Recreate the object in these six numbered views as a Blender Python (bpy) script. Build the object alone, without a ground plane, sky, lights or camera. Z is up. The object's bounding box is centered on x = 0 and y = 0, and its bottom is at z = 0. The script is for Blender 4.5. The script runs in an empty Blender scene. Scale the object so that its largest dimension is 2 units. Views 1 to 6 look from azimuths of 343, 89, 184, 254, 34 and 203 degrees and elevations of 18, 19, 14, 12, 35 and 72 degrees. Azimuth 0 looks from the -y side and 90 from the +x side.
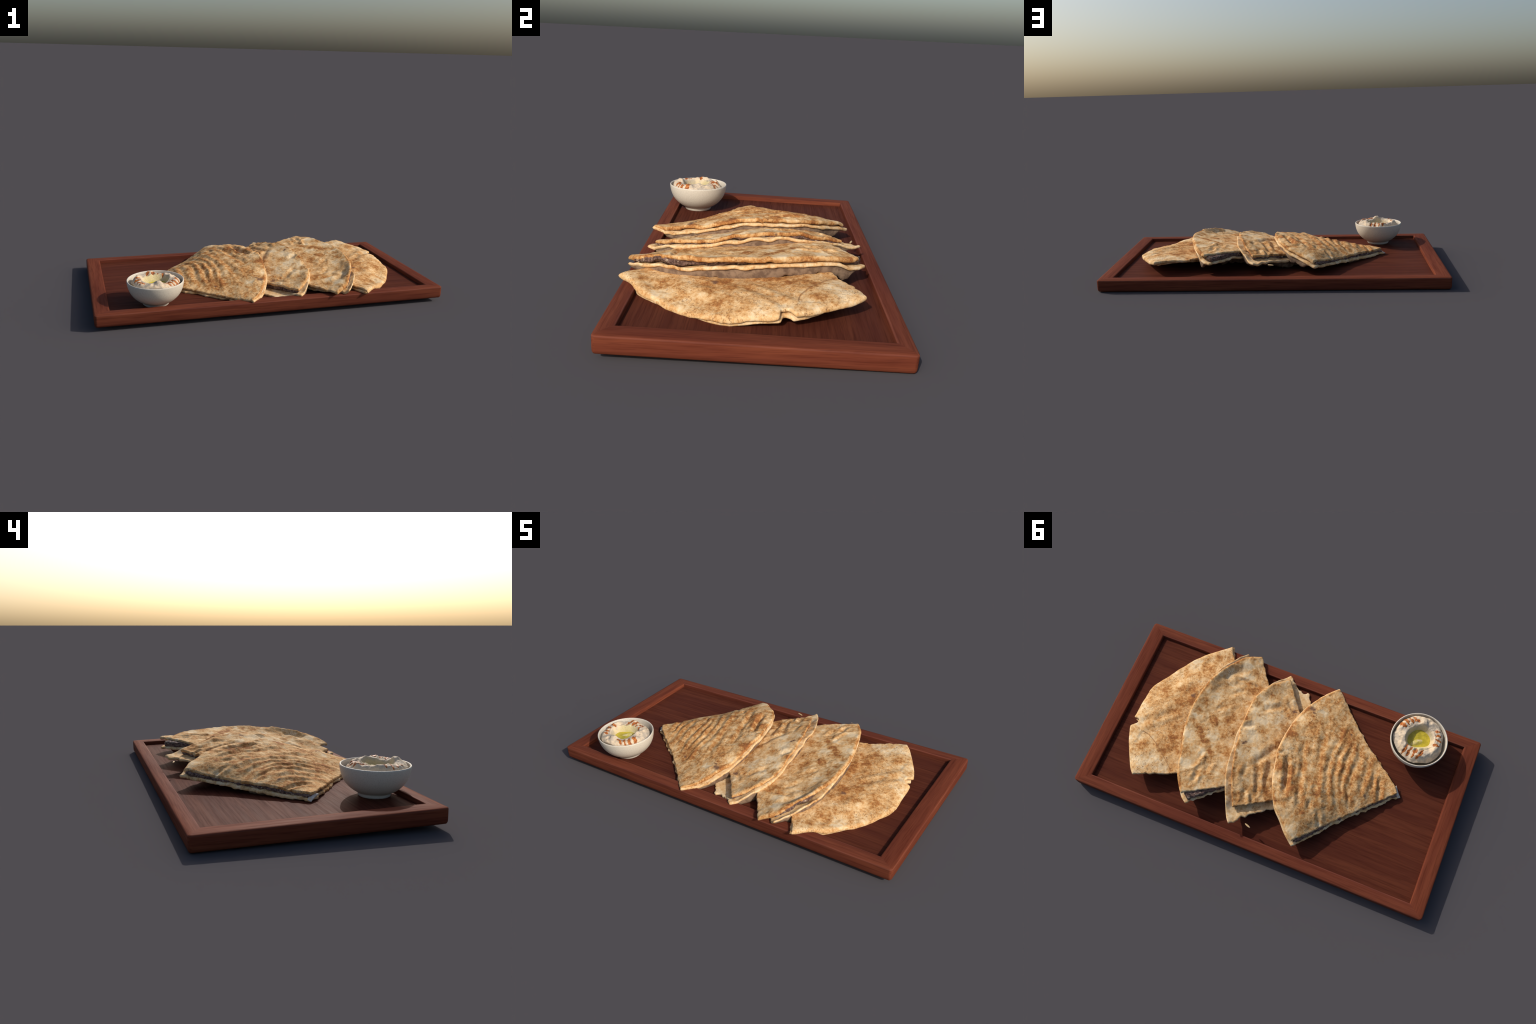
# A wooden tray with four wedges of stuffed, griddled flatbread and a bowl of chickpea dip.
import bpy, bmesh, math
import numpy as np
from mathutils import Vector, Matrix
from mathutils.geometry import delaunay_2d_cdt
from mathutils.kdtree import KDTree

RNG = np.random.default_rng(7)


# ------------------------------------------------------------------ helpers: noise, curves, surfaces
def _hash(ix, iy, seed):
    h = (ix.astype(np.int64) * 374761393 + iy.astype(np.int64) * 668265263 + seed * 1442695041) & 0xFFFFFFFF
    h = ((h ^ (h >> 13)) * 1274126177) & 0xFFFFFFFF
    return ((h ^ (h >> 16)) & 0xFFFF) / 65535.0


def vnoise(x, y, seed=0):
    """Smooth value noise in -1..1."""
    ix, iy = np.floor(x), np.floor(y)
    fx, fy = x - ix, y - iy
    fx, fy = fx * fx * fx * (fx * (fx * 6 - 15) + 10), fy * fy * fy * (fy * (fy * 6 - 15) + 10)
    a, b = _hash(ix, iy, seed), _hash(ix + 1, iy, seed)
    c, d = _hash(ix, iy + 1, seed), _hash(ix + 1, iy + 1, seed)
    return ((a + (b - a) * fx) * (1 - fy) + (c + (d - c) * fx) * fy) * 2 - 1


def fbm(x, y, scale, seed=0, octaves=3):
    x, y = np.asarray(x, float) * scale, np.asarray(y, float) * scale
    s, amp, tot = 0.0, 1.0, 0.0
    for k in range(octaves):
        ca, sa = math.cos(0.6 * k + 0.3), math.sin(0.6 * k + 0.3)
        s = s + amp * vnoise((x * ca - y * sa) * 2 ** k, (x * sa + y * ca) * 2 ** k, seed + 17 * k)
        tot += amp
        amp *= 0.5
    return s / tot


def smoothstep(a, b, x):
    t = np.clip((x - a) / (b - a), 0, 1)
    return t * t * (3 - 2 * t)


def catmull(pts, n, closed=False):
    """Catmull-Rom spline through pts, n samples per span."""
    P = [np.array(p, float) for p in pts]
    out, m = [], len(P)
    spans = m if closed else m - 1
    for i in range(spans):
        if closed:
            p0, p1, p2, p3 = P[i - 1], P[i], P[(i + 1) % m], P[(i + 2) % m]
        else:
            p1, p2 = P[i], P[i + 1]
            p0 = P[i - 1] if i else 2 * p1 - p2
            p3 = P[i + 2] if i + 2 < m else 2 * p2 - p1
        for k in range(n):
            t = k / n
            out.append(0.5 * ((2 * p1) + (p2 - p0) * t + (2 * p0 - 5 * p1 + 4 * p2 - p3) * t * t + (3 * p1 - p0 - 3 * p2 + p3) * t ** 3))
    if not closed:
        out.append(P[-1])
    return np.array(out)


def resample(line, step):
    d = np.r_[0, np.cumsum(np.linalg.norm(np.diff(line, axis=0), axis=1))]
    n = max(2, int(round(d[-1] / step)) + 1)
    s = np.linspace(0, d[-1], n)
    return np.stack([np.interp(s, d, line[:, k]) for k in range(line.shape[1])], 1)


class Sheet:
    """Thin-plate spline surface z(x, y) through control points."""

    def __init__(self, pts, stiff=1e-4):
        P = np.array(pts, float)
        self.c = P[:, :2]
        n = len(P)
        A = np.zeros((n + 3, n + 3))
        A[:n, :n] = self._k(self.c, self.c) + stiff * np.eye(n)
        A[:n, n], A[:n, n + 1:] = 1, self.c
        A[n, :n], A[n + 1:, :n] = 1, self.c.T
        self.w = np.linalg.solve(A, np.r_[P[:, 2], 0, 0, 0])

    def _k(self, a, b):
        r2 = ((a[:, None] - b[None]) ** 2).sum(-1)
        return 0.5 * r2 * np.log(r2 + 1e-12)

    def __call__(self, x, y):
        q = np.stack([np.ravel(x), np.ravel(y)], 1)
        out = np.concatenate([self._k(c, self.c) @ self.w[:-3] + self.w[-3] + c @ self.w[-2:] for c in np.array_split(q, max(1, len(q) // 4000))])
        return out.reshape(np.shape(x))


def dist_to_line(pts, line):
    """Distance from points to a polyline, with the fraction along it of the nearest spot."""
    a, b = line[:-1], line[1:]
    ab = b - a
    L2 = (ab ** 2).sum(1) + 1e-15
    best, frac = np.full(len(pts), 1e9), np.zeros(len(pts))
    for s in range(0, len(pts), 4000):
        p = pts[s:s + 4000]
        t = np.clip(((p[:, None] - a) * ab).sum(-1) / L2, 0, 1)
        d = np.linalg.norm(p[:, None] - (a + t[..., None] * ab), axis=-1)
        k = d.argmin(1)
        r = np.arange(len(p))
        best[s:s + 4000], frac[s:s + 4000] = d[r, k], (k + t[r, k]) / len(a)
    return best, frac


def near_dist(pts, line):
    """Distance from points to a polyline, by way of close-set samples along it."""
    q = resample(line, 0.0005)
    kd = KDTree(len(q))
    for i, (x, y) in enumerate(q):
        kd.insert((x, y, 0), i)
    kd.balance()
    return np.array([kd.find((x, y, 0))[2] for x, y in pts])


def inside(pts, poly):
    x, y = pts[:, 0], pts[:, 1]
    c = np.zeros(len(pts), bool)
    j = len(poly) - 1
    for i in range(len(poly)):
        xi, yi, xj, yj = *poly[i], *poly[j]
        hit = ((yi > y) != (yj > y)) & (x < (xj - xi) * (y - yi) / (yj - yi + 1e-15) + xi)
        c ^= hit
        j = i
    return c


def make_object(name, verts, faces, material, parent=None, smooth=True, origin=(0, 0, 0)):
    me = bpy.data.meshes.new(name)
    me.from_pydata([tuple(v) for v in np.asarray(verts, float)], [], [tuple(int(i) for i in f) for f in faces])
    me.validate()
    if smooth:
        me.polygons.foreach_set("use_smooth", [True] * len(me.polygons))
    me.materials.append(material)
    ob = bpy.data.objects.new(name, me)
    bpy.context.scene.collection.objects.link(ob)
    if parent:
        ob.parent = parent
        ob.matrix_parent_inverse = parent.matrix_world.inverted()
    return ob


def make_root(name, at, label, category):
    e = bpy.data.objects.new(name, None)
    bpy.context.scene.collection.objects.link(e)
    e.empty_display_size = 0.05
    e.location = at
    e["label"], e["category"] = label, category
    bpy.context.view_layer.update()
    return e


def slab(outline, top, thick, step, edge=0.006, roll=None, extra=None):
    """A closed sheet with a rounded rim: outline in plan, top(x, y) height, thick(x, y) thickness."""
    poly = resample(np.vstack([outline, outline[:1]]), step)[:-1]
    area = 0.5 * np.sum(poly[:, 0] * np.roll(poly[:, 1], -1) - np.roll(poly[:, 0], -1) * poly[:, 1])
    if area < 0:
        poly = poly[::-1]
    nb = len(poly)
    ring = np.vstack([poly, poly[:1]])
    tang = np.roll(poly, -1, 0) - np.roll(poly, 1, 0)
    tang /= np.linalg.norm(tang, axis=1)[:, None] + 1e-12
    nrm = np.stack([-tang[:, 1], tang[:, 0]], 1)
    pts, dd = [poly], [np.zeros(nb)]
    for f in (0.12, 0.42, 0.85):
        q = poly + nrm * edge * f
        q = q[inside(q, poly)]
        d = near_dist(q, ring)
        ok = d > 0.8 * edge * f
        pts.append(q[ok])
        dd.append(d[ok])
    lo, hi = poly.min(0), poly.max(0)
    gx, gy = np.meshgrid(np.arange(lo[0], hi[0], step), np.arange(lo[1], hi[1], step * 0.866))
    gx = gx + (np.arange(gx.shape[0]) % 2)[:, None] * step * 0.5
    g = np.stack([gx.ravel(), gy.ravel()], 1)
    g += RNG.uniform(-0.12, 0.12, g.shape) * step
    g = g[inside(g, poly)]
    d = near_dist(g, ring)
    ok = d > edge * 0.85 + step * 0.45
    if extra is not None:
        extra = extra[inside(extra, poly)]
        extra = extra[near_dist(extra, ring) > edge]
        pts.append(extra)
        dd.append(np.zeros(len(extra)))
        kd = KDTree(len(extra))
        for i, (x, y) in enumerate(extra):
            kd.insert((x, y, 0), i)
        kd.balance()
        ok &= np.array([kd.find((x, y, 0))[2] > 0.0025 for x, y in g])
    pts.append(g[ok])
    dd.append(d[ok])
    pts, dd = np.vstack(pts), np.concatenate(dd)
    V, _, F, ov, _, _ = delaunay_2d_cdt([Vector(p) for p in pts], [(i, (i + 1) % nb) for i in range(nb)], [list(range(nb))], 1, 1e-7)
    P = np.array([tuple(v) for v in V])
    rim = np.zeros(len(P), bool)
    for i, o in enumerate(ov):
        rim[i] = any(k < nb for k in o)
    d = near_dist(P, ring)
    d[rim] = 0
    x, y = P[:, 0], P[:, 1]
    zt, t = top(x, y), thick(x, y)
    e = edge if roll is None else roll(x, y)
    k = np.sqrt(np.clip(1 - (1 - np.clip(d / e, 0, 1)) ** 2, 0, 1))
    zm = zt - t / 2
    up = np.stack([x, y, zm + t / 2 * k], 1)
    low_idx = np.where(~rim)[0]
    remap = np.arange(len(P))
    remap[low_idx] = len(P) + np.arange(len(low_idx))
    low = np.stack([x, y, zm - t / 2 * k], 1)[low_idx]
    faces = [tuple(f) for f in F] + [tuple(remap[list(reversed(f))]) for f in F]
    return np.vstack([up, low]), faces


# ------------------------------------------------------------------ helpers: shader nodes
class Nodes:
    def __init__(self, name, rough=0.6, spec=0.3):
        self.mat = bpy.data.materials.new(name)
        self.mat.use_nodes = True
        self.t = self.mat.node_tree
        self.bsdf = self.t.nodes["Principled BSDF"]
        self.bsdf.inputs["Roughness"].default_value = rough
        self.bsdf.inputs["Specular IOR Level"].default_value = spec
        self.co = self.new("ShaderNodeTexCoord").outputs["Object"]

    def new(self, kind, **props):
        n = self.t.nodes.new(kind)
        for k, v in props.items():
            setattr(n, k, v)
        return n

    def put(self, sock, v):
        if isinstance(v, bpy.types.NodeSocket):
            self.t.links.new(v, sock)
        else:
            sock.default_value = v

    def math(self, op, a, b=0.0, clamp=False):
        n = self.new("ShaderNodeMath", operation=op, use_clamp=clamp)
        self.put(n.inputs[0], a)
        self.put(n.inputs[1], b)
        return n.outputs[0]

    def mapping(self, scale=(1, 1, 1), rot=(0, 0, 0), src=None):
        n = self.new("ShaderNodeMapping")
        self.put(n.inputs["Vector"], src or self.co)
        n.inputs["Scale"].default_value = scale
        n.inputs["Rotation"].default_value = rot
        return n.outputs[0]

    def noise(self, scale, detail=3.0, rough=0.55, src=None, distort=0.0, color=False):
        n = self.new("ShaderNodeTexNoise")
        self.put(n.inputs["Vector"], src or self.co)
        n.inputs["Scale"].default_value = scale
        n.inputs["Detail"].default_value = detail
        n.inputs["Roughness"].default_value = rough
        n.inputs["Distortion"].default_value = distort
        return n.outputs["Color" if color else "Fac"]

    def voronoi(self, scale, src=None, feature="F1"):
        n = self.new("ShaderNodeTexVoronoi", feature=feature)
        self.put(n.inputs["Vector"], src or self.co)
        n.inputs["Scale"].default_value = scale
        return n.outputs["Distance"]

    def range(self, v, a, b, lo=0.0, hi=1.0):
        n = self.new("ShaderNodeMapRange", interpolation_type="SMOOTHSTEP")
        self.put(n.inputs[0], v)
        for i, q in enumerate((a, b, lo, hi)):
            n.inputs[1 + i].default_value = q
        return n.outputs[0]

    def mix(self, f, a, b, blend="MIX"):
        n = self.new("ShaderNodeMix", data_type="RGBA", blend_type=blend)
        self.put(n.inputs[0], f)
        for i, c in ((6, a), (7, b)):
            self.put(n.inputs[i], c if isinstance(c, bpy.types.NodeSocket) else (*c, 1.0))
        return n.outputs[2]

    def warp(self, amount, scale):
        """Object coordinates pushed about by noise, so that masks get natural borders."""
        c = self.noise(scale, 3.0, 0.6, color=True)
        a = self.new("ShaderNodeVectorMath", operation="SUBTRACT")
        self.put(a.inputs[0], c)
        a.inputs[1].default_value = (0.5, 0.5, 0.5)
        b = self.new("ShaderNodeVectorMath", operation="MULTIPLY_ADD")
        self.put(b.inputs[0], a.outputs[0])
        b.inputs[1].default_value = (amount, amount, 0.0)
        self.put(b.inputs[2], self.co)
        f = self.new("ShaderNodeVectorMath", operation="MULTIPLY")
        self.put(f.inputs[0], b.outputs[0])
        f.inputs[1].default_value = (1, 1, 0)
        return f.outputs[0]

    def blobs(self, spots, src):
        """Soft round patches (x, y, radius) gathered into one mask."""
        acc = None
        for x, y, r in spots:
            d = self.new("ShaderNodeVectorMath", operation="DISTANCE")
            self.put(d.inputs[0], src)
            d.inputs[1].default_value = (x, y, 0)
            m = self.range(d.outputs["Value"], r * 0.25, r, 1.0, 0.0)
            acc = m if acc is None else self.math("MAXIMUM", acc, m)
        return acc if acc is not None else 0.0

    def lines(self, strokes, src):
        """Soft lines along polylines: (points, half width), gathered into one mask."""
        acc = None
        for pts, w in strokes:
            for (ax, ay), (bx, by) in zip(pts[:-1], pts[1:]):
                ab = Vector((bx - ax, by - ay, 0))
                rel = self.new("ShaderNodeVectorMath", operation="SUBTRACT")
                self.put(rel.inputs[0], src)
                rel.inputs[1].default_value = (ax, ay, 0)
                dot = self.new("ShaderNodeVectorMath", operation="DOT_PRODUCT")
                self.put(dot.inputs[0], rel.outputs[0])
                dot.inputs[1].default_value = ab / ab.length_squared
                t = self.math("ADD", dot.outputs["Value"], 0.0, clamp=True)
                foot = self.new("ShaderNodeVectorMath", operation="SCALE")
                foot.inputs[0].default_value = ab
                self.put(foot.inputs["Scale"], t)
                d = self.new("ShaderNodeVectorMath", operation="DISTANCE")
                self.put(d.inputs[0], rel.outputs[0])
                self.put(d.inputs[1], foot.outputs[0])
                m = self.range(d.outputs["Value"], w * 0.3, w, 1.0, 0.0)
                acc = m if acc is None else self.math("MAXIMUM", acc, m)
        return acc

    def bump(self, height, strength=0.3, dist=0.01):
        n = self.new("ShaderNodeBump")
        n.inputs["Strength"].default_value = strength
        n.inputs["Distance"].default_value = dist
        self.put(n.inputs["Height"], height)
        self.put(self.bsdf.inputs["Normal"], n.outputs[0])

    def done(self, color, rough=None):
        self.put(self.bsdf.inputs["Base Color"], color if isinstance(color, bpy.types.NodeSocket) else (*color, 1))
        if rough is not None:
            self.put(self.bsdf.inputs["Roughness"], rough)
        return self.mat


def wood_material(name, along_x, light=1.0, warm=0.0):
    s = Nodes(name, 0.62, 0.02)
    st = lambda a, b: (a, b, b) if along_x else (b, a, b)
    bands = s.noise(1.0, 3, 0.6, s.mapping(st(1.2, 16)), 0.4)
    fine = s.noise(1.0, 4, 0.65, s.mapping(st(4, 110)), 0.2)
    pores = s.noise(1.0, 2, 0.5, s.mapping(st(10, 330)))
    k = lambda c: tuple(v * light * (1 + w * warm) for v, w in zip(c, (1, 0.4, -0.3)))
    c = s.mix(s.range(bands, 0.3, 0.7), k((0.105, 0.029, 0.018)), k((0.148, 0.044, 0.024)))
    c = s.mix(s.math("MULTIPLY", s.range(fine, 0.42, 0.72), 0.65), c, k((0.066, 0.016, 0.010)))
    c = s.mix(s.math("MULTIPLY", s.range(pores, 0.56, 0.72), 0.35), c, k((0.045, 0.013, 0.010)))
    s.bump(fine, 0.06, 0.004)
    return s.done(c, s.range(fine, 0.2, 0.8, 0.52, 0.66))


def bread_material(name, pale, brown, dark, base=0.5, speck=0.5, streaks=(), creases=(), rim=()):
    s = Nodes(name, 0.85, 0.08)
    w = s.warp(0.05, 22.0)
    mott = s.noise(21.0, 5, 0.66, distort=0.3)
    fine = s.noise(75.0, 4, 0.7)
    toast = s.math("ADD", s.math("MULTIPLY", s.math("SUBTRACT", mott, 0.5), 1.9), base)
    toast = s.math("ADD", toast, s.math("MULTIPLY", s.math("SUBTRACT", fine, 0.5), 1.4))
    toast = s.math("ADD", toast, s.math("MULTIPLY", s.blobs(brown, w), 0.27))
    toast = s.math("SUBTRACT", toast, s.math("MULTIPLY", s.blobs(pale, w), 0.34))
    if rim:
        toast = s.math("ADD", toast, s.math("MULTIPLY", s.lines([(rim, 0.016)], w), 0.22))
    if streaks:
        toast = s.math("ADD", toast, s.math("MULTIPLY", s.lines(streaks, w), 0.20))
    r = s.new("ShaderNodeValToRGB")
    s.put(r.inputs[0], toast)
    stops = [(0.0, (0.73, 0.55, 0.335)), (0.28, (0.67, 0.44, 0.22)), (0.55, (0.58, 0.335, 0.14)), (0.80, (0.44, 0.205, 0.064)), (1.0, (0.30, 0.115, 0.037))]
    e = r.color_ramp.elements
    while len(e) < len(stops):
        e.new(0.5)
    for el, (p, c) in zip(e, stops):
        el.position, el.color = p, (*c, 1)
    c = r.outputs[0]
    # baked flour specks, thick in some patches and absent in others
    v = s.voronoi(150.0, s.mapping((1, 1, 1), (0.3, 0.2, 0.5), s.warp(0.012, 90.0)))
    size = s.noise(60.0, 2, 0.5)
    where = s.range(s.math("ADD", s.noise(11.0, 3, 0.6), s.math("MULTIPLY", s.math("SUBTRACT", toast, 0.5), 0.25)), 0.56 - 0.28 * speck, 0.72 - 0.28 * speck)
    dot = s.math("MULTIPLY", s.range(s.math("SUBTRACT", v, s.math("MULTIPLY", s.math("SUBTRACT", size, 0.5), 0.9)), 0.16, 0.40, 1.0, 0.0), where)
    fleck = s.math("MULTIPLY", s.range(s.noise(100.0, 3, 0.7, s.mapping((1, 1, 1), (0.1, 0.4, 0.9))), 0.59, 0.68), where)
    c = s.mix(s.math("MULTIPLY", s.math("MAXIMUM", s.math("MULTIPLY", dot, 0.55), s.math("MULTIPLY", fleck, 0.8)), 1.0), c, (0.16, 0.063, 0.027))
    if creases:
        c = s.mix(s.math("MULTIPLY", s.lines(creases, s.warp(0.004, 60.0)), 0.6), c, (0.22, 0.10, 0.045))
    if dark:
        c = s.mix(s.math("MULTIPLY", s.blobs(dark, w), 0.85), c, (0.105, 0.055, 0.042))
    s.bump(s.math("ADD", fine, s.math("MULTIPLY", mott, 2.0)), 0.35, 0.004)
    return s.done(c)


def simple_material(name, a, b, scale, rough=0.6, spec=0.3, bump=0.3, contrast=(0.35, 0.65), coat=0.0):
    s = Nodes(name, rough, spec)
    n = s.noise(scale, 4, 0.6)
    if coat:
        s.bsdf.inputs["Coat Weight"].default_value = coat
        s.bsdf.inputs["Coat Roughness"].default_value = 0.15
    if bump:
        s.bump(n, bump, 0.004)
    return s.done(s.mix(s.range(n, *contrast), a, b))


# ------------------------------------------------------------------ the tray
HALF_X, HALF_Y, DEPTH = 1.0, 0.5175, 0.0705
RAIL_X, RAIL_Y = 0.0825, 0.0605          # rail width of the short and of the long sides, seen from above
FLOOR_Z = 0.0485
TILT = math.radians(-1.24)             # the tray stands a little higher on its -y side
TRAY_Y = 0.0095


def tray_frame():
    m = Matrix.Rotation(TILT, 4, "X")
    low = min((m @ Vector((0, s * HALF_Y, 0))).z for s in (-1, 1))
    return Matrix.Translation((0, TRAY_Y, -low)) @ m


TRAY_M = tray_frame()


def tray_floor_z(y):
    return TRAY_M.translation.z + FLOOR_Z + (y - TRAY_Y) * math.tan(TILT)


def rest_z(y):
    """Height of whatever lies under the bread: the floor of the tray or, near the long sides, the rail."""
    y = np.asarray(y, float)
    rail = TRAY_M.translation.z + DEPTH + (y - TRAY_Y) * math.tan(TILT)
    on = np.maximum(smoothstep(-.435, -.450, y), smoothstep(.455, .470, y))
    return tray_floor_z(y) * (1 - on) + rail * on


def build_tray():
    root = make_root("wooden_tray", (0, 0, 0), "shallow reddish brown rectangular wooden tray with raised rails", "tray")
    # rail section: (inward offset 0..1, height), from the underside round the outside, over the top, down inside
    sec = [(0.9, 0.0), (0.13, 0.0), (0.075, 0.0018), (0.03, 0.0065), (0.006, 0.013), (0.0, 0.021), (0.0, 0.0615),
           (0.008, 0.0648), (0.03, 0.0668), (0.08, 0.0683), (0.20, 0.0697), (0.40, 0.0705), (0.62, 0.0705), (0.80, 0.0700),
           (0.90, 0.0696), (0.955, 0.0688), (0.985, 0.0672), (1.0, 0.0640), (1.005, 0.050), (1.01, 0.0400)]
    r = 0.016                          # radius of the outer corners
    n_arc = 6

    def point(off, ang):
        """Plan position on the corner (+x, +y) at turn angle ang (0 = on the +x side)."""
        ox, oy = off * RAIL_X, off * RAIL_Y
        rx, ry = max(r - ox, 0.0), max(r - oy, 0.0)
        return (HALF_X - ox - rx + rx * math.cos(ang), HALF_Y - oy - ry + ry * math.sin(ang))

    mats = {True: wood_material("rail_wood_lengthwise", True, 1.05, 0.08), False: wood_material("rail_wood_crosswise", False, 1.0, 0.16)}  # crosswise rails tinted warmer for the orange reflection baked onto one
    painted_glint = {True: wood_material("painted_edge_glint_lengthwise", True, 1.55, -0.12), False: wood_material("painted_edge_glint_crosswise", False, 1.3, -0.05)}  # lightened wood draws the highlight line along the bevels
    for side in ("+x", "+y", "-x", "-y"):
        long_side = side.endswith("y")
        verts, cols = [], []
        angs = [math.pi / 4 * k / n_arc for k in range(n_arc + 1)]
        stations = []                  # from one mitre to the other
        if long_side:
            a = [math.pi / 2 - t for t in angs]
            stations = [(-1, 1, t) for t in reversed(a)] + [(1, 1, t) for t in a]
        else:
            stations = [(1, -1, t) for t in reversed(angs)] + [(1, 1, t) for t in angs]
        sgn = -1 if side.startswith("-") else 1
        for sx, sy, t in stations:
            col = []
            for off, z in sec:
                x, y = point(off, t)
                x, y = x * sx, y * sy
                if sgn < 0:
                    x, y = -x, -y
                col.append(len(verts))
                verts.append((x, y, z))
            cols.append(col)
        faces = []
        for c0, c1 in zip(cols[:-1], cols[1:]):
            for i in range(len(sec) - 1):
                faces.append((c0[i], c0[i + 1], c1[i + 1], c1[i]))
        verts = [TRAY_M @ Vector(v) for v in verts]
        ob = make_object("tray_rail", verts, faces, mats[long_side], root)
        ob.data.materials.append(painted_glint[long_side])
        edge_bands = {6, 7} | ({14, 15} if long_side else set())
        for p in ob.data.polygons:
            if p.index % (len(sec) - 1) in edge_bands:
                p.material_index = 1
        bm = bmesh.new()
        bm.from_mesh(ob.data)
        bmesh.ops.remove_doubles(bm, verts=bm.verts, dist=1e-5)
        bmesh.ops.recalc_face_normals(bm, faces=bm.faces)
        # outside of the tray must face outwards
        mid = Vector((0, TRAY_Y, 0.03))
        f = max(bm.faces, key=lambda q: (q.calc_center_median() - mid).length)
        if f.normal.dot(f.calc_center_median() - mid) < 0:
            bmesh.ops.reverse_faces(bm, faces=bm.faces)
        bm.to_mesh(ob.data)
        bm.free()
    hx, hy = HALF_X - RAIL_X * 0.93, HALF_Y - RAIL_Y * 0.93
    v = [(sx * hx, sy * hy, z) for z in (0.006, FLOOR_Z) for sx, sy in ((-1, -1), (1, -1), (1, 1), (-1, 1))]
    f = [(3, 2, 1, 0), (4, 5, 6, 7), (0, 1, 5, 4), (1, 2, 6, 5), (2, 3, 7, 6), (3, 0, 4, 7)]
    make_object("tray_floor", [TRAY_M @ Vector(p) for p in v], f, wood_material("floor_wood", True, 0.68, 0.04), root, smooth=False)


# ------------------------------------------------------------------ the flatbreads
def dents(strokes):
    """Grooves (or ridges, if the depth is negative) along lines: (points, half width, depth)."""
    lines = [(resample(catmull(p, 8), 0.006) if len(p) > 2 else resample(np.array(p, float), 0.006), w, d) for p, w, d in strokes]

    def f(x, y):
        q = np.stack([x + .007 * fbm(x, y, 26, 301, 2), y + .007 * fbm(x, y, 26, 302, 2)], 1)
        vary = 1 + 0.55 * fbm(x, y, 22, 303, 2)
        out = np.zeros(len(q))
        for line, w, d in lines:
            near = np.where((np.abs(q - line.mean(0)).max(1)) < 3 * w + np.ptp(line, axis=0).max())[0]
            if not len(near):
                continue
            r, t = dist_to_line(q[near], line)
            taper = np.clip(np.minimum(t, 1 - t) * 5 + 0.35, 0, 1)
            out[near] -= d * taper * vary[near] * (np.exp(-(r / w) ** 2) - 0.5 * np.exp(-((r - 1.9 * w) / (0.9 * w)) ** 2))
        return out
    return f


def outline(arc, cut, ragged=0.0, seed=0, nibble=0.0):
    """Plan outline: a smooth outer arc, then straight cut edges back round to its start."""
    a = catmull(arc, 10)
    c = resample(np.array([arc[-1]] + list(cut) + [arc[0]], float), 0.004)[1:-1]
    t = np.gradient(c, axis=0)
    t /= np.linalg.norm(t, axis=1)[:, None] + 1e-12
    n = np.stack([-t[:, 1], t[:, 0]], 1)
    s = np.arange(len(c)) * 0.004
    fade = np.minimum(1, np.minimum(s, s[::-1]) / 0.02)
    off = fbm(s, s * 0, 45, seed, 3) * ragged + np.maximum(fbm(s, s * 0 + 9, 20, seed + 5, 2) - 0.25, 0) * nibble
    return np.vstack([a, c + n * (off * fade)[:, None]])


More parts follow.
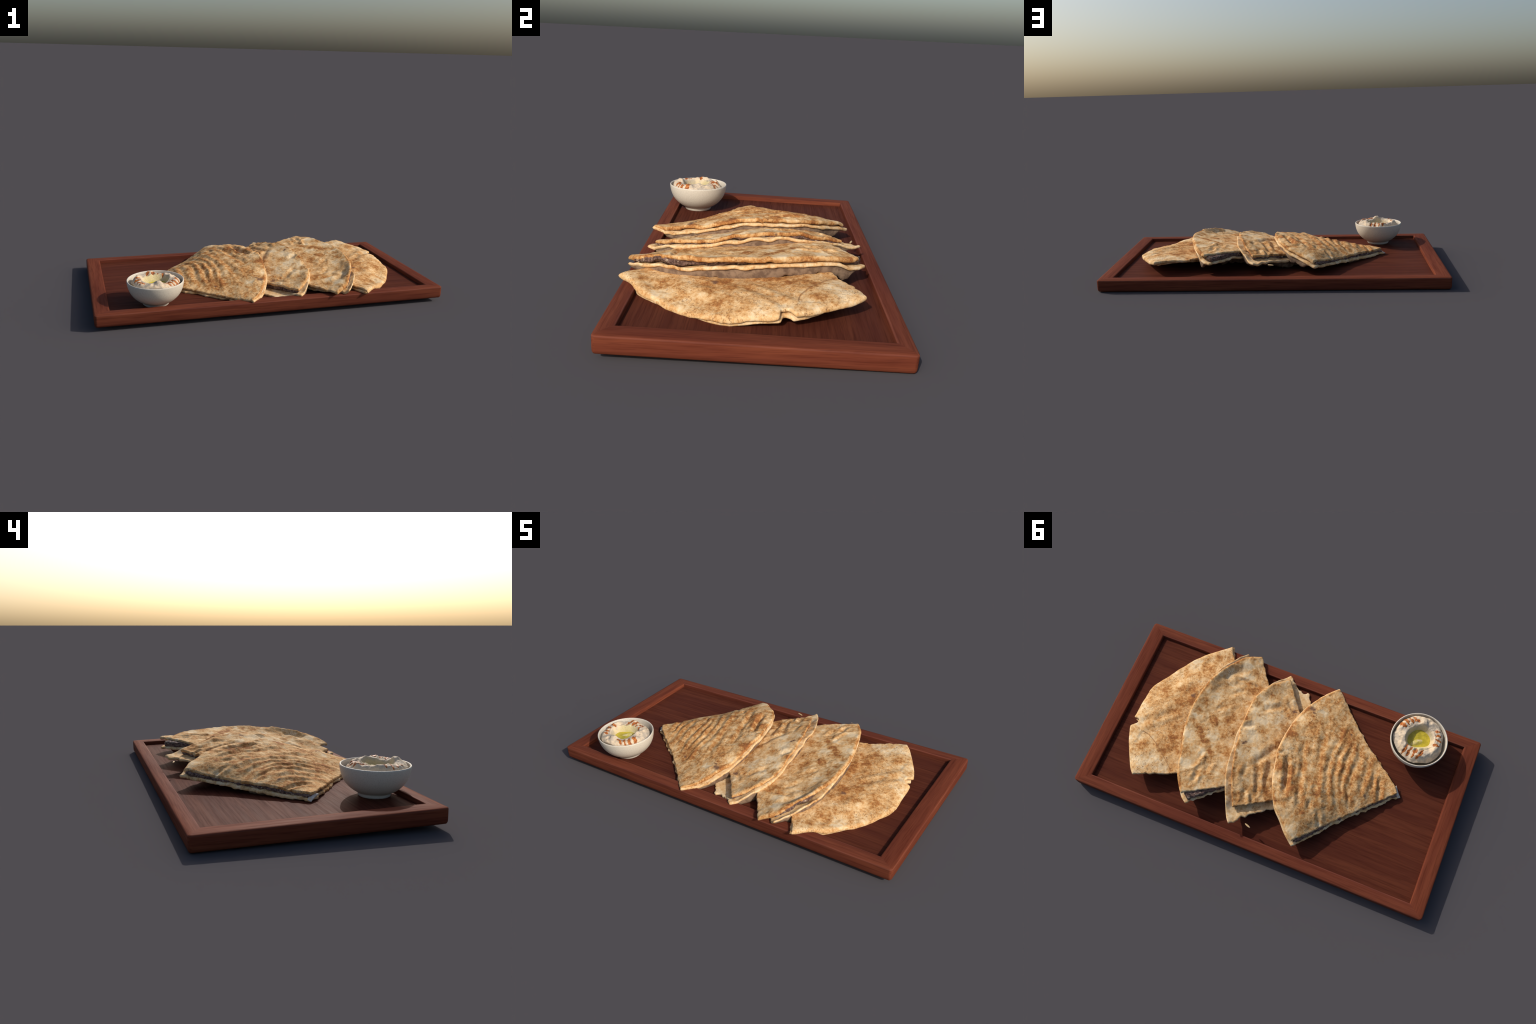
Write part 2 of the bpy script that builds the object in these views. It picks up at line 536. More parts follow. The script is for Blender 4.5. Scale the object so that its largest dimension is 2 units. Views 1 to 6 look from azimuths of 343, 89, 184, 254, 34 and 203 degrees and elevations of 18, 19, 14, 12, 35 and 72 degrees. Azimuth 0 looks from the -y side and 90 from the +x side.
def build_wedge(label, base_xy, top_pts, arc, cut, strokes, seed, materials, gap_pts, bottom_arc, bottom_cut,
                skirt_drop, skirt_arc, skirt_cut, lump=0.004, rib=None, under=None, notch=(), thick=0.013, filling=True, wob=0.0, lip=0.005, fold=None, fill_low=False):
    root = make_root("stuffed_flatbread", (base_xy[0], base_xy[1], tray_floor_z(base_xy[1])), label, "flatbread")
    sheet, dent, gap = Sheet(top_pts), dents(strokes), Sheet(gap_pts)

    arc_line = catmull(arc, 10)
    cache = {}

    def rim_weight(x, y, reach=0.018):
        """1 on the outer arc, fading to 0 inside it: there the sheet is rolled into a thicker lip."""
        key = (len(x), float(x[0]), float(x[-1]), float(np.sum(y)))
        if key not in cache:
            cache[key] = near_dist(np.stack([x, y], 1), arc_line)
        return np.exp(-(cache[key] / reach) ** 2)

    def relief(x, y):
        z = sheet(x, y) + lump * fbm(x, y, 13, seed, 2) + 0.0022 * fbm(x, y, 34, seed + 3, 2) + 0.0008 * fbm(x, y, 110, seed + 4, 2) + 0.0045 * fbm(x, y, 21, seed + 81, 2) * rim_weight(x, y, 0.03)
        return z

    def top_thick(x, y):
        return thick * (1 + 0.18 * fbm(x, y, 20, seed + 11, 2)) + lip * (1 + 0.5 * fbm(x, y, 16, seed + 70, 2)) * rim_weight(x, y)

    def top(x, y):
        step_down = 0.0
        if fold:
            p = np.stack([x, y], 1)
            q = np.array(fold[0], float)
            d, t = dist_to_line(p, q)
            ext = np.vstack([q, q[-1:] + (q[-1:] - q[-2:-1]) * 3])
            side = inside(p, np.vstack([ext, [[.80, .60], [1.0, .20], q[0] + (.02, -.01)]]))
            step_down = -fold[1] * smoothstep(0, 0.0025, d) * side * smoothstep(.16, .05, d) * smoothstep(0, .12, t)
        return relief(x, y) + dent(x, y) + thick / 2 + lip / 2 * rim_weight(x, y, 0.06) + step_down

    def gap_at(x, y):
        return np.maximum(gap(x, y) + wob * fbm(x, y, 18, seed + 31, 2), 0.003)

    def bottom_top(x, y):
        z = sheet(x, y) + 0.7 * lump * fbm(x, y, 13, seed, 2) + np.minimum(dent(x, y), 0) - thick / 2 - lip / 2 * rim_weight(x, y) - gap_at(x, y) + 0.0012 * fbm(x, y, 30, seed + 8, 2) + 0.005 * fbm(x, y, 15, seed + 83, 2) * rim_weight(x, y, 0.03)
        return np.maximum(z, rest_z(y) + 0.0115)

    def bite(poly):
        """Bites out of the rim."""
        for nx, ny, nr in notch:
            poly = resample(np.vstack([poly, poly[:1]]), 0.002)[:-1]
            d = np.linalg.norm(poly - (nx, ny), axis=1)
            away = (np.array(base_xy) - (nx, ny)) / np.linalg.norm(np.array(base_xy) - (nx, ny))
            poly = poly + (smoothstep(nr * 0.75, nr * 0.3, d) * nr * 0.85)[:, None] * away
        return poly

    out_t = bite(outline(arc, cut, 0.0055, seed, 0.006))
    extra = None
    if fold:
        q = resample(np.array(fold[0], float), 0.003)
        t = np.gradient(q, axis=0)
        t /= np.linalg.norm(t, axis=1)[:, None]
        n = np.stack([-t[:, 1], t[:, 0]], 1)
        extra = np.vstack([q, q + n * 0.0027, q - n * 0.0027])
    v, f = slab(out_t, top, top_thick, 0.0042, 0.0055, extra=extra, roll=lambda x, y: 0.0048 + lip * 0.95 * rim_weight(x, y))
    make_object("top_bread", v, f, materials["top"], root)
    out_b = bite(outline(bottom_arc, bottom_cut, 0.011, seed + 40, 0.022))
    tb = lambda x, y: 0.0135 * (1 + 0.2 * fbm(x, y, 20, seed + 12, 2))
    v, f = slab(out_b, bottom_top, tb, 0.0065, 0.005)
    make_object("bottom_bread", v, f, materials["bottom"], root)
    c = np.array(base_xy)

    def shrink(poly, by):
        ctr = poly.mean(0)
        L = np.linalg.norm(poly - ctr, axis=1)
        return ctr + (poly - ctr) * np.clip((L - by) / L, 0.3, 1)[:, None]

    if filling:
        fo = shrink(out_b, 0.014) if fill_low else shrink(out_t, 0.0065)
        d = np.minimum(near_dist(fo, catmull(bottom_arc, 10)), near_dist(fo, arc_line))
        inw = c - fo
        fo = fo + inw / np.linalg.norm(inw, axis=1)[:, None] * (np.maximum(0.024 - d, 0) if fill_low else 0 * d)[:, None]
        ft = lambda x, y: top(x, y) - thick * 0.75 + 0.0
        fh = lambda x, y: np.maximum(gap_at(x, y) + 0.006, 0.006)
        v, f = slab(fo, ft, fh, 0.0075, 0.006)
        jit = np.stack([fbm(v[:, 0] + 7 * v[:, 2], v[:, 1] - 5 * v[:, 2], 80, seed + 50, 2), fbm(v[:, 0] - 6 * v[:, 2], v[:, 1] + 7 * v[:, 2], 80, seed + 51, 2), np.zeros(len(v))], 1)
        make_object("meat_filling", v + jit * 0.0065, f, materials["meat"], root)
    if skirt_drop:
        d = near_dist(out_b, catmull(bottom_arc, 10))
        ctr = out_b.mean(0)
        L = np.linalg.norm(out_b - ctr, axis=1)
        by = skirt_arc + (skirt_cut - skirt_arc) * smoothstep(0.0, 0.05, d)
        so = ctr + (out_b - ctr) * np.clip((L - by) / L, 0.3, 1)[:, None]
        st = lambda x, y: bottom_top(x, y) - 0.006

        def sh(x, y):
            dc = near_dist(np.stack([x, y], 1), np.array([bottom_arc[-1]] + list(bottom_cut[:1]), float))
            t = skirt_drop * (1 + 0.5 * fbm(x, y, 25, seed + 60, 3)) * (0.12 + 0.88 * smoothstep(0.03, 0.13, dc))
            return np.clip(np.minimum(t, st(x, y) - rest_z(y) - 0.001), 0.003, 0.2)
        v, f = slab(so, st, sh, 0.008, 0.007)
        make_object("shade_tinted_skirt", v, f, materials["under"], root)
    return root


def build_breads():
    s = Nodes("minced_meat", 0.65, 0.15)
    n, bits = s.noise(85, 4, 0.6), s.noise(55, 3, 0.6, s.mapping((1, 1, 1), (0.7, 0.2, 0.4)))
    mc = s.mix(s.range(n, 0.35, 0.65), (0.070, 0.038, 0.030), (0.210, 0.125, 0.095))
    mc = s.mix(s.range(bits, 0.56, 0.66), mc, (0.40, 0.30, 0.21))
    s.bump(n, 0.8, 0.004)
    meat = s.done(mc)
    under = simple_material("shade_darkened_underside", (0.13, 0.08, 0.052), (0.25, 0.165, 0.105), 40, 0.8, 0.2, 0.4)  # browns darkened for the occlusion beneath overlapping wedges
    bottom = bread_material("lower_bread_crust", [], [], [], 0.30, 0.35)

    # the one nearest the +x end, lying almost flat
    arc1 = [(.506, -.527), (.571, -.470), (.643, -.416), (.733, -.305), (.783, -.223), (.834, -.124), (.841, -.031), (.840, .090), (.835, .140), (.810, .209), (.775, .276), (.726, .359), (.694, .396)]
    top1 = [(.506, -.527, .100), (.571, -.470, .098), (.643, -.416, .084), (.733, -.305, .072), (.783, -.223, .070), (.834, -.124, .080), (.839, -.031, .088), (.840, .090, .101), (.835, .140, .107),
            (.810, .209, .113), (.775, .276, .118), (.726, .359, .123), (.694, .396, .125), (.459, .296, .127), (.459, -.444, .111), (.20, .0, .095), (.35, .2, .115), (.35, -.25, .100),
            (.750, .147, .123), (.705, .152, .129), (.504, .303, .127), (.724, .246, .134), (.648, 0, .122), (.51, -.287, .108), (.503, -.1, .106), (.73, -.1, .114), (.6, .2, .131), (.6, -.25, .110), (.785, .04, .116)]
    m1 = bread_material("speckled_flatbread",
                        [(.815, .019, .05), (.655, -.339, .06), (.529, -.478, .06), (.692, .327, .09), (.775, .20, .07), (.562, .305, .05), (.736, -.251, .05), (.62, .285, .07), (.80, .10, .05), (.71, .36, .08)],
                        [(.718, .230, .055), (.759, -.118, .06), (.575, .092, .10), (.586, -.158, .10), (.588, -.320, .07), (.628, -.065, .08), (.573, .171, .08), (.533, -.437, .05), (.52, .02, .10)],
                        [(.585, -.150, .022)], 0.50, 0.8, creases=[([(.745, .149), (.712, .155), (.668, .178), (.625, .207), (.565, .253), (.507, .303)], .0035)])  # fold's baked shadow painted as a thin dark line
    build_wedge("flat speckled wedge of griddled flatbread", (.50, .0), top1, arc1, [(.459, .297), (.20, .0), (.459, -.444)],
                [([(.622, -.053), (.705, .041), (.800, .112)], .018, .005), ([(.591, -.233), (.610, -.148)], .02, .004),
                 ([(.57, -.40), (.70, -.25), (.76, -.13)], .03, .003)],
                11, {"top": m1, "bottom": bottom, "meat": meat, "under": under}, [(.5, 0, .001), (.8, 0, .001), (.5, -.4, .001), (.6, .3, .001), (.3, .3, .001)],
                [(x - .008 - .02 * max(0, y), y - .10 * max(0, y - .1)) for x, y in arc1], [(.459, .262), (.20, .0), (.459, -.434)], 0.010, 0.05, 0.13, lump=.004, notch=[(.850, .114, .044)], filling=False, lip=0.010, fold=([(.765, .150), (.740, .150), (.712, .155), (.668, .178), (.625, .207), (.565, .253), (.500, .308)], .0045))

    # the second: a wide wedge with an open mouth
    arc2 = [(.322, -.527), (.345, -.513), (.399, -.479), (.441, -.415), (.483, -.338), (.519, -.248), (.538, -.140), (.539, -.020), (.527, .070), (.498, .171), (.472, .264), (.451, .323), (.416, .380), (.396, .402)]
    top2 = [(.322, -.527, .106), (.399, -.479, .136), (.441, -.415, .154), (.483, -.338, .172), (.519, -.248, .184), (.538, -.140, .192), (.538, -.020, .195), (.527, .070, .196), (.498, .171, .192),
            (.472, .264, .188), (.451, .323, .184), (.416, .380, .175), (.396, .402, .171), (.22, -.378, .113), (.203, .283, .168), (-.11, .05, .115), (.05, .17, .145), (.05, -.16, .110), (.435, .144, .190),
            (.359, -.005, .171), (.35, -.2, .153), (.442, -.314, .150), (.25, 0, .155), (.10, .02, .140), (.345, .286, .182), (.345, -.35, .135), (.25, .15, .172), (.22, -.22, .130), (.42, -.10, .169), (.45, -.22, .162)]
    m2 = bread_material("wide_flatbread",
                        [(.447, -.339, .05), (.485, .098, .06), (.435, -.185, .05), (.373, .045, .05), (.436, .248, .05), (.369, -.417, .06), (.383, .142, .05), (.352, .357, .06), (.49, -.02, .03), (.34, -.37, .05)],
                        [(.311, -.410, .035), (.318, -.331, .04), (.395, -.142, .04), (.488, -.119, .04), (.500, -.055, .035), (.312, -.139, .045), (.501, .004, .03), (.444, .053, .03), (.388, .102, .035), (.327, .147, .04),
                         (.327, -.082, .045), (.351, .199, .04), (.486, .198, .04), (.371, .345, .05), (.402, -.051, .04), (.289, .096, .05), (.407, .353, .035), (.258, -.302, .05), (.42, .075, .03), (.36, .125, .03)],
                        [], 0.45, 0.4, rim=arc2, streaks=[([(.495, .005), (.444, .053), (.388, .102), (.327, .147)], .016), ([(.47, -.09), (.40, -.05), (.35, .0), (.29, .05)], .014), ([(.31, -.30), (.26, -.29)], .018), ([(.43, -.05), (.37, .03)], .010)])
    build_wedge("wide wedge of flatbread with an open mouth", (.30, .0), top2, arc2, [(.203, .285), (-.11, .05), (.22, -.378)],
                [([(.372, -.400), (.419, -.356), (.462, -.300)], .022, .007), ([(.359, .275), (.364, .318)], .012, .008), ([(.311, -.281), (.379, -.231)], .014, .004), ([(.378, -.149), (.413, -.105)], .014, .003),
                 ([(.322, .187), (.324, .243)], .014, .004), ([(.383, -.330), (.301, -.335), (.225, -.312)], .010, .005), ([(.40, .26), (.37, .22), (.36, .16)], .012, -.004)],
                23, {"top": m2, "bottom": bottom, "meat": meat, "under": under},
                [(.54, -.1, .012), (.53, .05, .003), (.50, -.3, .022), (.42, -.48, .010), (.46, .30, .003), (.39, .40, .022), (.2, .28, .019), (.3, 0, .022), (.0, 0, .02), (.22, -.37, .016), (.49, .19, .003), (.25, .15, .022)],
                [(.400, -.512), (.440, -.462), (.492, -.374), (.510, -.321), (.526, -.232), (.530, -.157), (.530, -.05), (.522, .06), (.500, .16), (.472, .26), (.440, .34), (.400, .405), (.362, .436)], [(.193, .292), (-.10, .05), (.25, -.38)],
                0.055, 0.010, 0.045, lump=.004, wob=.008, lip=0.013, fill_low=True)

    # the third: narrower, its layers slid apart
    arc3 = [(.118, -.452), (.150, -.425), (.193, -.376), (.229, -.314), (.250, -.248), (.252, -.178), (.248, -.112), (.244, -.040), (.232, .017), (.222, .085), (.205, .147), (.187, .212), (.157, .283), (.118, .366)]
    top3 = [(.118, -.452, .112), (.193, -.376, .143), (.229, -.314, .156), (.250, -.248, .166), (.250, -.178, .174), (.248, -.112, .190), (.244, -.040, .205), (.232, .017, .207), (.222, .085, .208), (.205, .147, .206),
            (.187, .212, .197), (.157, .283, .181), (.118, .366, .157), (-.006, -.287, .106), (.055, -.37, .110), (.029, .305, .149), (-.059, .251, .140), (-.42, -.01, .085), (-.2, .12, .12), (-.2, -.14, .095),
            (.201, .054, .202), (.10, 0, .181), (.10, -.2, .146), (.10, .2, .175), (0, -.1, .142), (0, .1, .156), (.17, -.10, .178), (.05, -.28, .118)]
    m3 = bread_material("narrow_flatbread",
                        [(.166, -.146, .07), (.225, -.190, .06), (.183, .082, .06), (.093, -.198, .06), (.156, -.028, .06), (.173, -.261, .05), (.12, .05, .05), (.05, -.33, .04), (.20, -.08, .05)],
                        [(.235, -.220, .05), (.062, .116, .04), (.045, .157, .04), (.170, .188, .045), (-.012, .168, .04), (-.028, .236, .05), (.114, .301, .05), (.084, .235, .04), (.031, -.079, .06), (.048, -.253, .05),
                         (.126, -.083, .04), (.13, .33, .05), (.03, .29, .04), (0, .2, .05)],
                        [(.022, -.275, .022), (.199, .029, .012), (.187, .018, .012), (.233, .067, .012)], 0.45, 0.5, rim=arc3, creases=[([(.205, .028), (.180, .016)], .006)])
    build_wedge("narrow wedge of flatbread, layers slid apart", (.05, .0), top3, arc3, [(.029, .306), (-.059, .253), (-.42, -.01), (-.006, -.287), (.05, -.36)],
                [([(.013, -.037), (.059, .045), (.100, .102)], .018, .006), ([(.031, .048), (.017, .098), (.005, .175), (-.032, .215)], .012, .006), ([(.239, -.062), (.192, -.085)], .013, .008), ([(.168, -.215), (.102, -.268)], .014, .006),
                 ([(.081, .103), (.051, .174), (.030, .253)], .012, .006), ([(.096, .260), (.074, .318)], .012, .005), ([(.048, .288), (.030, .312)], .010, .005), ([(.076, -.323), (.024, -.278)], .010, .006),
                 ([(.123, .189), (.129, .130)], .012, .004), ([(.07, .27), (.05, .30)], .010, -.005), ([(.17, .15), (.12, .25)], .02, -.003)],
                37, {"top": m3, "bottom": bottom, "meat": meat, "under": under},
                [(.25, -.1, .004), (.24, .07, .006), (.20, .2, .008), (.13, .40, .008), (.10, .44, .004), (-.02, .34, .012), (0, .0, .016), (.13, -.46, .010), (.03, -.39, .022), (-.03, -.38, .026), (-.3, 0, .012), (.2, -.35, .006)],
                [(.127, -.484), (.185, -.412), (.232, -.325), (.255, -.248), (.258, -.178), (.254, -.112), (.253, -.002), (.240, .075), (.229, .176), (.202, .266), (.166, .347), (.132, .417), (.106, .450)],
                [(.026, .362), (-.080, .282), (-.42, -.01), (-.06, -.33), (-.034, -.391), (.004, -.437), (.03, -.415), (.06, -.430)],
                0.050, 0.008, 0.03, lump=.005, wob=.007)

    # the fourth, on top of the fan, with griddle ribs
    arc4 = [(-.165, -.506), (-.140, -.487), (-.093, -.424), (-.048, -.343), (-.017, -.261), (0, -.169), (.008, -.087), (.012, -.011), (-.003, .052), (-.022, .145), (-.043, .203), (-.088, .281), (-.135, .325), (-.179, .369), (-.234, .412)]
    top4 = [(-.165, -.506, .097), (-.093, -.422, .115), (-.048, -.341, .134), (-.017, -.261, .151), (0, -.169, .177), (.007, -.087, .194), (.012, -.011, .203), (-.003, .052, .200), (-.022, .145, .195), (-.043, .203, .189),
            (-.088, .281, .176), (-.135, .325, .162), (-.179, .369, .147), (-.234, .412, .130), (-.662, -.057, .090), (-.424, .190, .108), (-.33, .30, .118), (-.55, .06, .100), (-.399, -.275, .083), (-.28, -.39, .087), (-.53, -.165, .090),
            (-.119, .199, .190), (-.513, .026, .116), (-.063, -.328, .140), (-.30, -.20, .130), (-.30, 0, .161), (-.30, .12, .160), (-.13, -.10, .176), (-.13, -.28, .143), (-.45, -.06, .130), (-.38, .02, .148), (-.12, .05, .180), (-.34, -.30, .092), (-.20, .25, .172), (-.16, .29, .170), (-.25, .28, .159), (-.20, .335, .152)]
    ribs = [([(-.052, .015), (-.085, .110), (-.112, .200)], .014, .013), ([(-.170, -.257), (-.189, -.163), (-.205, -.068), (-.225, .02), (-.25, .10), (-.27, .20)], .015, .004), ([(-.100, -.12), (-.118, -.03), (-.149, .037), (-.160, .115), (-.190, .20), (-.21, .26)], .014, .005),
            ([(-.253, -.276), (-.263, -.179), (-.265, -.053), (-.286, .036), (-.315, .12), (-.345, .18)], .014, .004), ([(-.299, -.295), (-.314, -.186), (-.300, -.091), (-.334, .043), (-.362, .100), (-.40, .155)], .013, .004), ([(-.335, -.252), (-.346, -.170), (-.354, -.061), (-.362, .022), (-.39, .09)], .013, .0038),
            ([(-.389, -.231), (-.404, -.138), (-.400, -.059), (-.407, .013), (-.422, .077), (-.445, .12)], .014, .0045), ([(-.455, -.190), (-.465, -.110), (-.470, -.03), (-.475, .05)], .013, .0038), ([(-.550, -.093), (-.566, -.038), (-.588, .041)], .011, .005),
            ([(.010, .012), (-.026, .0)], .010, .006), ([(-.307, .223), (-.342, .282)], .012, .005), ([(-.248, .187), (-.258, .230)], .012, .005), ([(-.505, -.13), (-.52, -.06), (-.525, .0)], .012, .004)]
    m4 = bread_material("ribbed_flatbread",
                        [(-.005, -.05, .05), (-.047, -.020, .05), (-.032, -.222, .06), (-.103, .294, .05), (-.212, .387, .06), (-.124, -.333, .05), (-.333, .272, .03), (-.02, .19, .05)],
                        [(-.045, .065, .05), (-.139, .144, .07), (-.081, .256, .04), (-.231, .274, .05), (-.125, -.209, .08), (-.019, -.122, .04), (-.28, -.28, .06), (-.56, .03, .05)],
                        [(-.066, -.318, .024), (-.085, -.30, .014), (-.512, .036, .014), (-.318, -.268, .010)], 0.53, 0.7, rim=arc4, streaks=[([(x - .020, y) for x, y in p], .020) for p, w, d in ribs if len(p) > 2])
    ribbed = build_wedge("ribbed, toasted quarter wedge of stuffed flatbread", (-.35, -.03), top4, arc4, [(-.424, .198), (-.662, -.055), (-.640, -.088), (-.399, -.278)],
                ribs, 53, {"top": m4, "bottom": bottom, "meat": meat, "under": under},
                [(0, 0, .003), (0, -.2, .008), (-.09, -.42, .003), (-.165, -.505, .002), (-.05, .2, .005), (-.15, .34, .003), (-.24, .42, .001), (-.33, .30, .007), (-.45, .17, .009), (-.66, -.05, .006), (-.3, 0, .012), (-.4, -.27, .004)],
                [(-.160, -.512), (-.125, -.478), (-.080, -.424), (-.038, -.343), (-.008, -.261), (.009, -.169), (.015, -.087), (.016, -.011), (.003, .052), (-.018, .145), (-.042, .203), (-.086, .286), (-.138, .338), (-.185, .388), (-.243, .433)],
                [(-.424, .216), (-.678, -.046), (-.655, -.088), (-.399, -.284)],
                0.050, 0.008, 0.016, lump=.004, wob=.007, fill_low=True)


    # the pale torn point of the lower sheet that hangs from the tip
    tip = np.array([(-.645, -.098), (-.668, -.066), (-.688, -.047), (-.674, -.036), (-.655, -.046), (-.637, -.080)])
    v, f = slab(tip, lambda x, y: .088 + (x + .645) * .45, lambda x, y: .006 + 0 * x, .004, .003)
    make_object("torn_bread_tip", v, f, simple_material("pale_unbaked_bread", (0.60, 0.55, 0.49), (0.50, 0.44, 0.37), 70, 0.8, 0.1), ribbed)


# ------------------------------------------------------------------ the bowl and its dip
BOWL = (-.6652, -.3454)
DIP = (-.664, -.357)


def lathe(profile, n=96):
    v, f = [], []
    for r, z in profile:
        for k in range(n):
            a = 2 * math.pi * k / n
            v.append((BOWL[0] + r * math.cos(a), BOWL[1] + r * math.sin(a), z))
    for i in range(len(profile) - 1):
        for k in range(n):
            f.append((i * n + k, i * n + (k + 1) % n, (i + 1) * n + (k + 1) % n, (i + 1) * n + k))
    f.append(tuple(reversed(range(n))))
    f.append(tuple((len(profile) - 1) * n + k for k in range(n)))
    return v, f


LUMPS = [(-.662, -.440, .022, .012), (-.625, -.452, .022, .006), (-.598, -.322, .030, .009), (-.555, -.335, .022, .006), (-.70, -.255, .03, .004), (-.76, -.40, .03, .005), (-.715, -.437, .022, .006),
         (-.59, -.27, .025, .003), (-.57, -.40, .025, .006), (-.768, -.345, .028, .009), (-.752, -.295, .028, .008), (-.69, -.235, .022, .006), (-.615, -.25, .02, .006), (-.545, -.30, .02, .006)]


def dip_height(x, y):
    dx, dy = x - DIP[0], y - DIP[1]
    r = np.hypot(dx, dy)
    a = np.arctan2(dy, dx)
    crater = .072 + .006 * np.sin(2 * a + .6) + .004 * np.sin(3 * a - 1.0)
    z = .177 + .038 * smoothstep(crater - .022, crater + .004, r)
    z = z - .030 * smoothstep(.104, .146, r)
    ring = smoothstep(.05, .075, r) * smoothstep(.14, .11, r)
    for lx, ly, w, h in LUMPS:
        z = z + h * np.exp(-((x - lx) ** 2 + (y - ly) ** 2) / w ** 2) * ring
    z = z + (.011 * fbm(x, y, 30, 91, 3) - .005 * np.abs(fbm(x, y, 22, 95, 2))) * smoothstep(.05, .075, r) + .0010 * fbm(x, y, 120, 92, 2)
    for a, b, w in STREAKS:            # the paprika oil runs in furrows
        a, b = np.array(a), np.array(b)
        t = np.clip(((x - a[0]) * (b - a)[0] + (y - a[1]) * (b - a)[1]) / ((b - a) ** 2).sum(), 0, 1)
        d2 = (x - a[0] - t * (b - a)[0]) ** 2 + (y - a[1] - t * (b - a)[1]) ** 2
        z = z - .0035 * np.exp(-d2 / (w * 1.1) ** 2)
    # swirl of dip standing in the oil
    sx, sy = x + .660, y + .334
    z = z + .0115 * np.exp(-(((sx * .8 + sy * .6) / .034) ** 2 + ((-sx * .6 + sy * .8) / .017) ** 2)) * smoothstep(.075, .05, r)
    return z


STREAKS = [((-.542, -.401), (-.578, -.382), .008), ((-.555, -.432), (-.590, -.403), .006), ((-.576, -.446), (-.610, -.421), .005), ((-.597, -.454), (-.637, -.437), .006),
           ((-.730, -.417), (-.757, -.422), .005), ((-.740, -.395), (-.769, -.399), .005), ((-.746, -.372), (-.781, -.371), .005), ((-.742, -.340), (-.776, -.341), .006),
           ((-.620, -.297), (-.606, -.241), .005), ((-.645, -.286), (-.631, -.236), .005), ((-.672, -.285), (-.659, -.235), .006), ((-.706, -.292), (-.684, -.235), .006)]


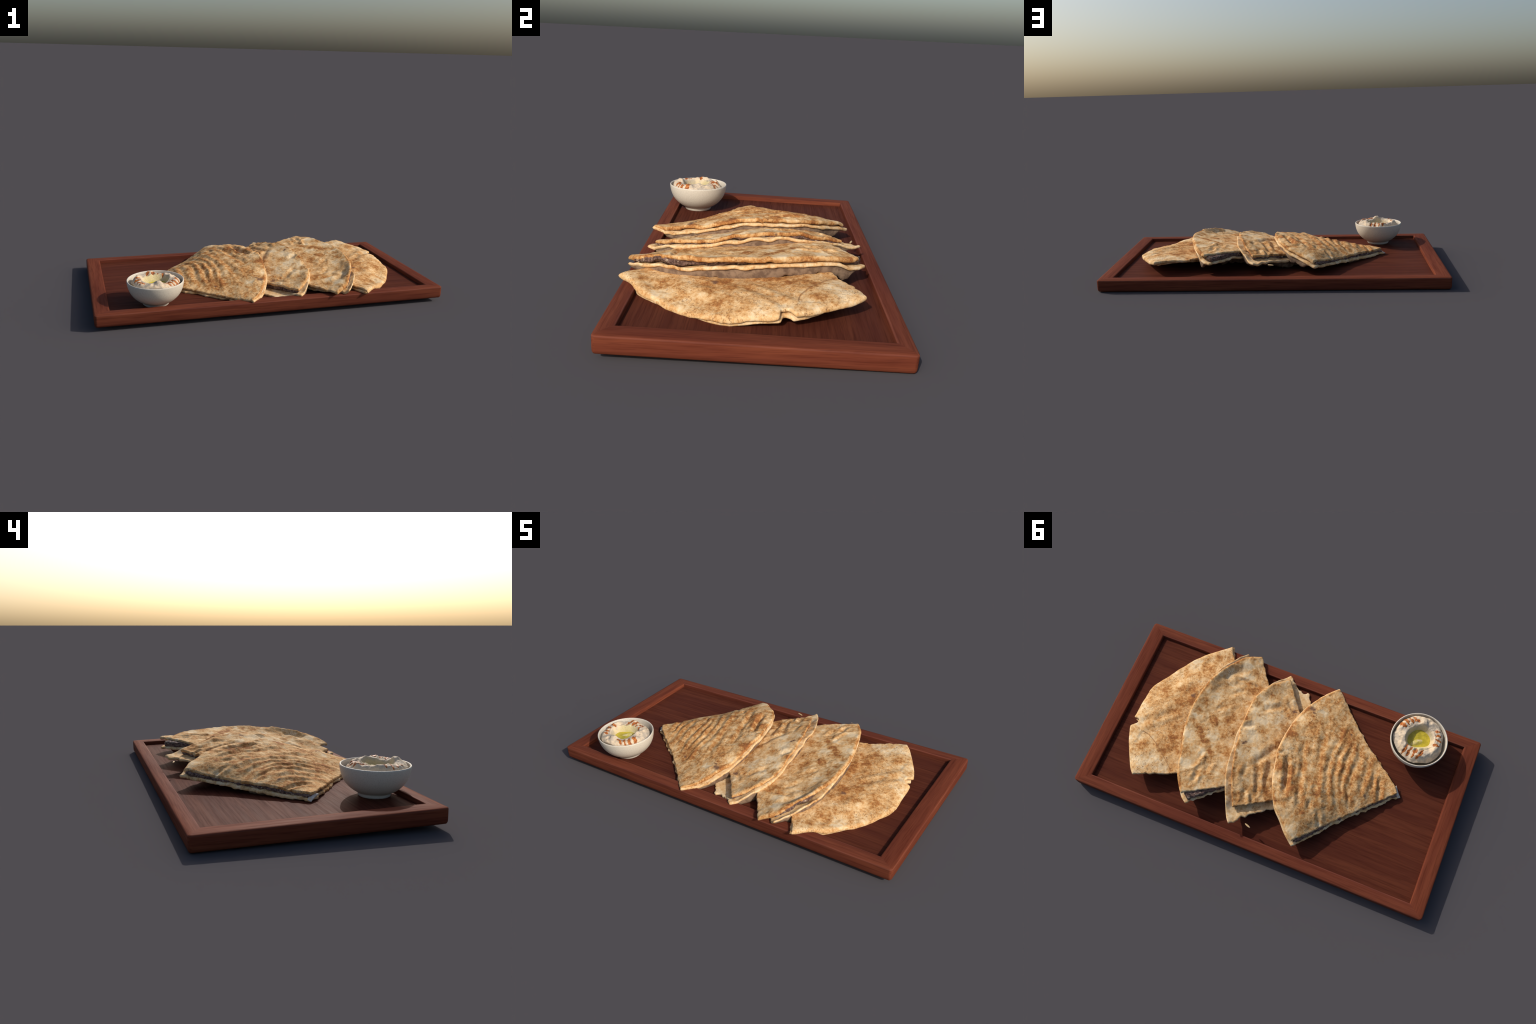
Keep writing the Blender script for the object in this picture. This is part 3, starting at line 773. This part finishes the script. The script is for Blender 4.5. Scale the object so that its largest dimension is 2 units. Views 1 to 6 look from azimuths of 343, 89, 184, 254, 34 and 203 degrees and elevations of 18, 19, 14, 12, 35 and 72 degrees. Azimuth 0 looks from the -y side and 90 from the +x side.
def build_bowl():
    root = make_root("dip_bowl", (*BOWL, .066), "small white ceramic footed bowl filled with chickpea dip", "bowl")
    prof = [(.052, .0672), (.060, .0660), (.0655, .0665), (.0695, .0705), (.0718, .0775), (.0735, .0835), (.0785, .0865), (.0865, .0905), (.0965, .0965), (.1075, .1050), (.1175, .1145), (.1270, .1255),
            (.1350, .1375), (.1415, .1505), (.1465, .1640), (.1500, .1775), (.1520, .1900), (.1530, .2000), (.1529, .2040), (.1515, .2062), (.1495, .2068), (.1474, .2056), (.1462, .2030), (.1450, .1930),
            (.1415, .1740), (.1350, .1520), (.1230, .1300), (.1050, .1120), (.0800, .1000), (.0400, .0940), (.0100, .0930)]
    v, f = lathe(prof)
    s = Nodes("glazed_ceramic", 0.45, 0.25)
    n = s.noise(260, 2, 0.5)
    col = s.mix(s.range(n, 0.4, 0.75), (0.62, 0.56, 0.46), (0.53, 0.47, 0.38))
    ob = make_object("bowl_body", v, f, s.done(col), root)
    # dip: one closed body, crater on top
    n_r, n_a = 56, 168
    vv, ff = [], []
    rr = np.linspace(0, 1, n_r + 1)[1:] ** 0.85
    ang = np.linspace(0, 2 * math.pi, n_a, endpoint=False)
    R = .1325 * (1 + .022 * np.sin(3 * ang + 1) + .02 * np.sin(5 * ang + .5) + .012 * np.sin(9 * ang))
    for t in rr:
        x, y = DIP[0] + R * t * np.cos(ang), DIP[1] + .008 * t + R * t * np.sin(ang)
        z = dip_height(x, y)
        vv += list(np.stack([x, y, z], 1))
    top_n = len(vv)
    low_r = R * .86
    vv += list(np.stack([BOWL[0] + low_r * np.cos(ang), BOWL[1] + low_r * np.sin(ang), np.full(n_a, .160)], 1))
    vv += [np.array([DIP[0], DIP[1], float(dip_height(np.array([DIP[0]]), np.array([DIP[1]]))[0])]), np.array([BOWL[0], BOWL[1], .150])]
    c0, c1 = len(vv) - 2, len(vv) - 1
    for k in range(n_a):
        k1 = (k + 1) % n_a
        ff.append((c0, k, k1))
        for i in range(n_r - 1):
            ff.append((i * n_a + k, (i + 1) * n_a + k, (i + 1) * n_a + k1, i * n_a + k1))
        ff.append((top_n - n_a + k, top_n + k, top_n + k1, top_n - n_a + k1))
        ff.append((top_n + k1, top_n + k, c1))
    s = Nodes("chickpea_dip", 0.7, 0.12)
    n1, n2 = s.noise(30, 4, 0.6), s.noise(150, 3, 0.6)
    c = s.mix(s.range(n1, 0.35, 0.65), (0.68, 0.53, 0.36), (0.47, 0.39, 0.30))
    c = s.mix(s.math("MULTIPLY", s.range(n2, 0.5, 0.7), 0.35), c, (0.36, 0.29, 0.21))
    d = s.new("ShaderNodeVectorMath", operation="DISTANCE")
    s.put(d.inputs[0], s.mapping((1, 1, 0)))
    d.inputs[1].default_value = (-.664, -.350, 0)
    c = s.mix(s.math("MULTIPLY", s.range(d.outputs["Value"], .055, .080, 1, 0), 0.7), c, (0.56, 0.47, 0.22))
    c = s.mix(s.math("MULTIPLY", s.range(d.outputs["Value"], .034, .050, 1, 0), s.range(n1, 0.35, 0.6)), c, (0.52, 0.44, 0.09))
    s.bump(s.math("ADD", n1, n2), 0.5, 0.004)
    make_object("chickpea_dip", vv, ff, s.done(c), root)
    # pool of oil in the crater
    pts = [(-.664 + .065 * math.cos(t) * (1 + .05 * math.sin(3 * t)), -.356 + .062 * math.sin(t)) for t in np.linspace(0, 2 * math.pi, 40, endpoint=False)]
    v, f = slab(np.array(pts), lambda x, y: .1815 + 0 * x, lambda x, y: .005 + 0 * x, .006, .002)
    s = Nodes("olive_oil", 0.16, 0.5)
    n1 = s.noise(45, 3, 0.6)
    make_object("olive_oil", v, f, s.done(s.mix(s.range(n1, 0.3, 0.7), (0.36, 0.29, 0.02), (0.55, 0.43, 0.035))), root)
    # paprika oil streaks lying in grooves across the rim of the dip
    s = Nodes("paprika_oil", 0.5, 0.2)
    n1 = s.noise(160, 4, 0.6)
    red = s.done(s.mix(s.range(n1, 0.35, 0.65), (0.20, 0.050, 0.016), (0.50, 0.17, 0.035)))
    for i, (a, b, w) in enumerate(STREAKS):
        a, b = np.array(a), np.array(b)
        ax = (b - a) / np.linalg.norm(b - a)
        nx = np.array([-ax[1], ax[0]])
        L = np.linalg.norm(b - a)
        edge = []
        for t in np.linspace(0, 2 * math.pi, 44, endpoint=False):
            u = math.cos(t)
            q = (a + b) / 2 + ax * u * L * 0.56 + nx * w * 1.4 * math.sin(t) * (1 + 0.25 * math.sin(5 * t + i) + .3 * math.sin(3 * t + 2 * i) + .2 * math.sin(9 * t + 3 * i))
            edge.append(q)
        v, f = slab(np.array(edge), lambda x, y: dip_height(x, y) + .0014, lambda x, y: .004 + 0 * x, .0028, .0018)
        make_object("paprika_streak", v, f, red, root)


def build_crumb():
    m = simple_material("toasted_crumb", (0.60, 0.42, 0.22), (0.52, 0.33, 0.15), 120, 0.6)
    e = [(.009 + .020 * math.cos(t) * .85 - .0055 * math.sin(t) * .4, .419 + .020 * math.cos(t) * -.25 + .0055 * math.sin(t)) for t in np.linspace(0, 2 * math.pi, 30, endpoint=False)]
    v, f = slab(np.array(e), lambda x, y: .124 + 0 * x, lambda x, y: .006 + 0 * x, .0025, .003)
    ob = make_object("bread_crumb", v, f, m)
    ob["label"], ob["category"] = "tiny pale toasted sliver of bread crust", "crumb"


build_tray()
build_breads()
build_bowl()
build_crumb()
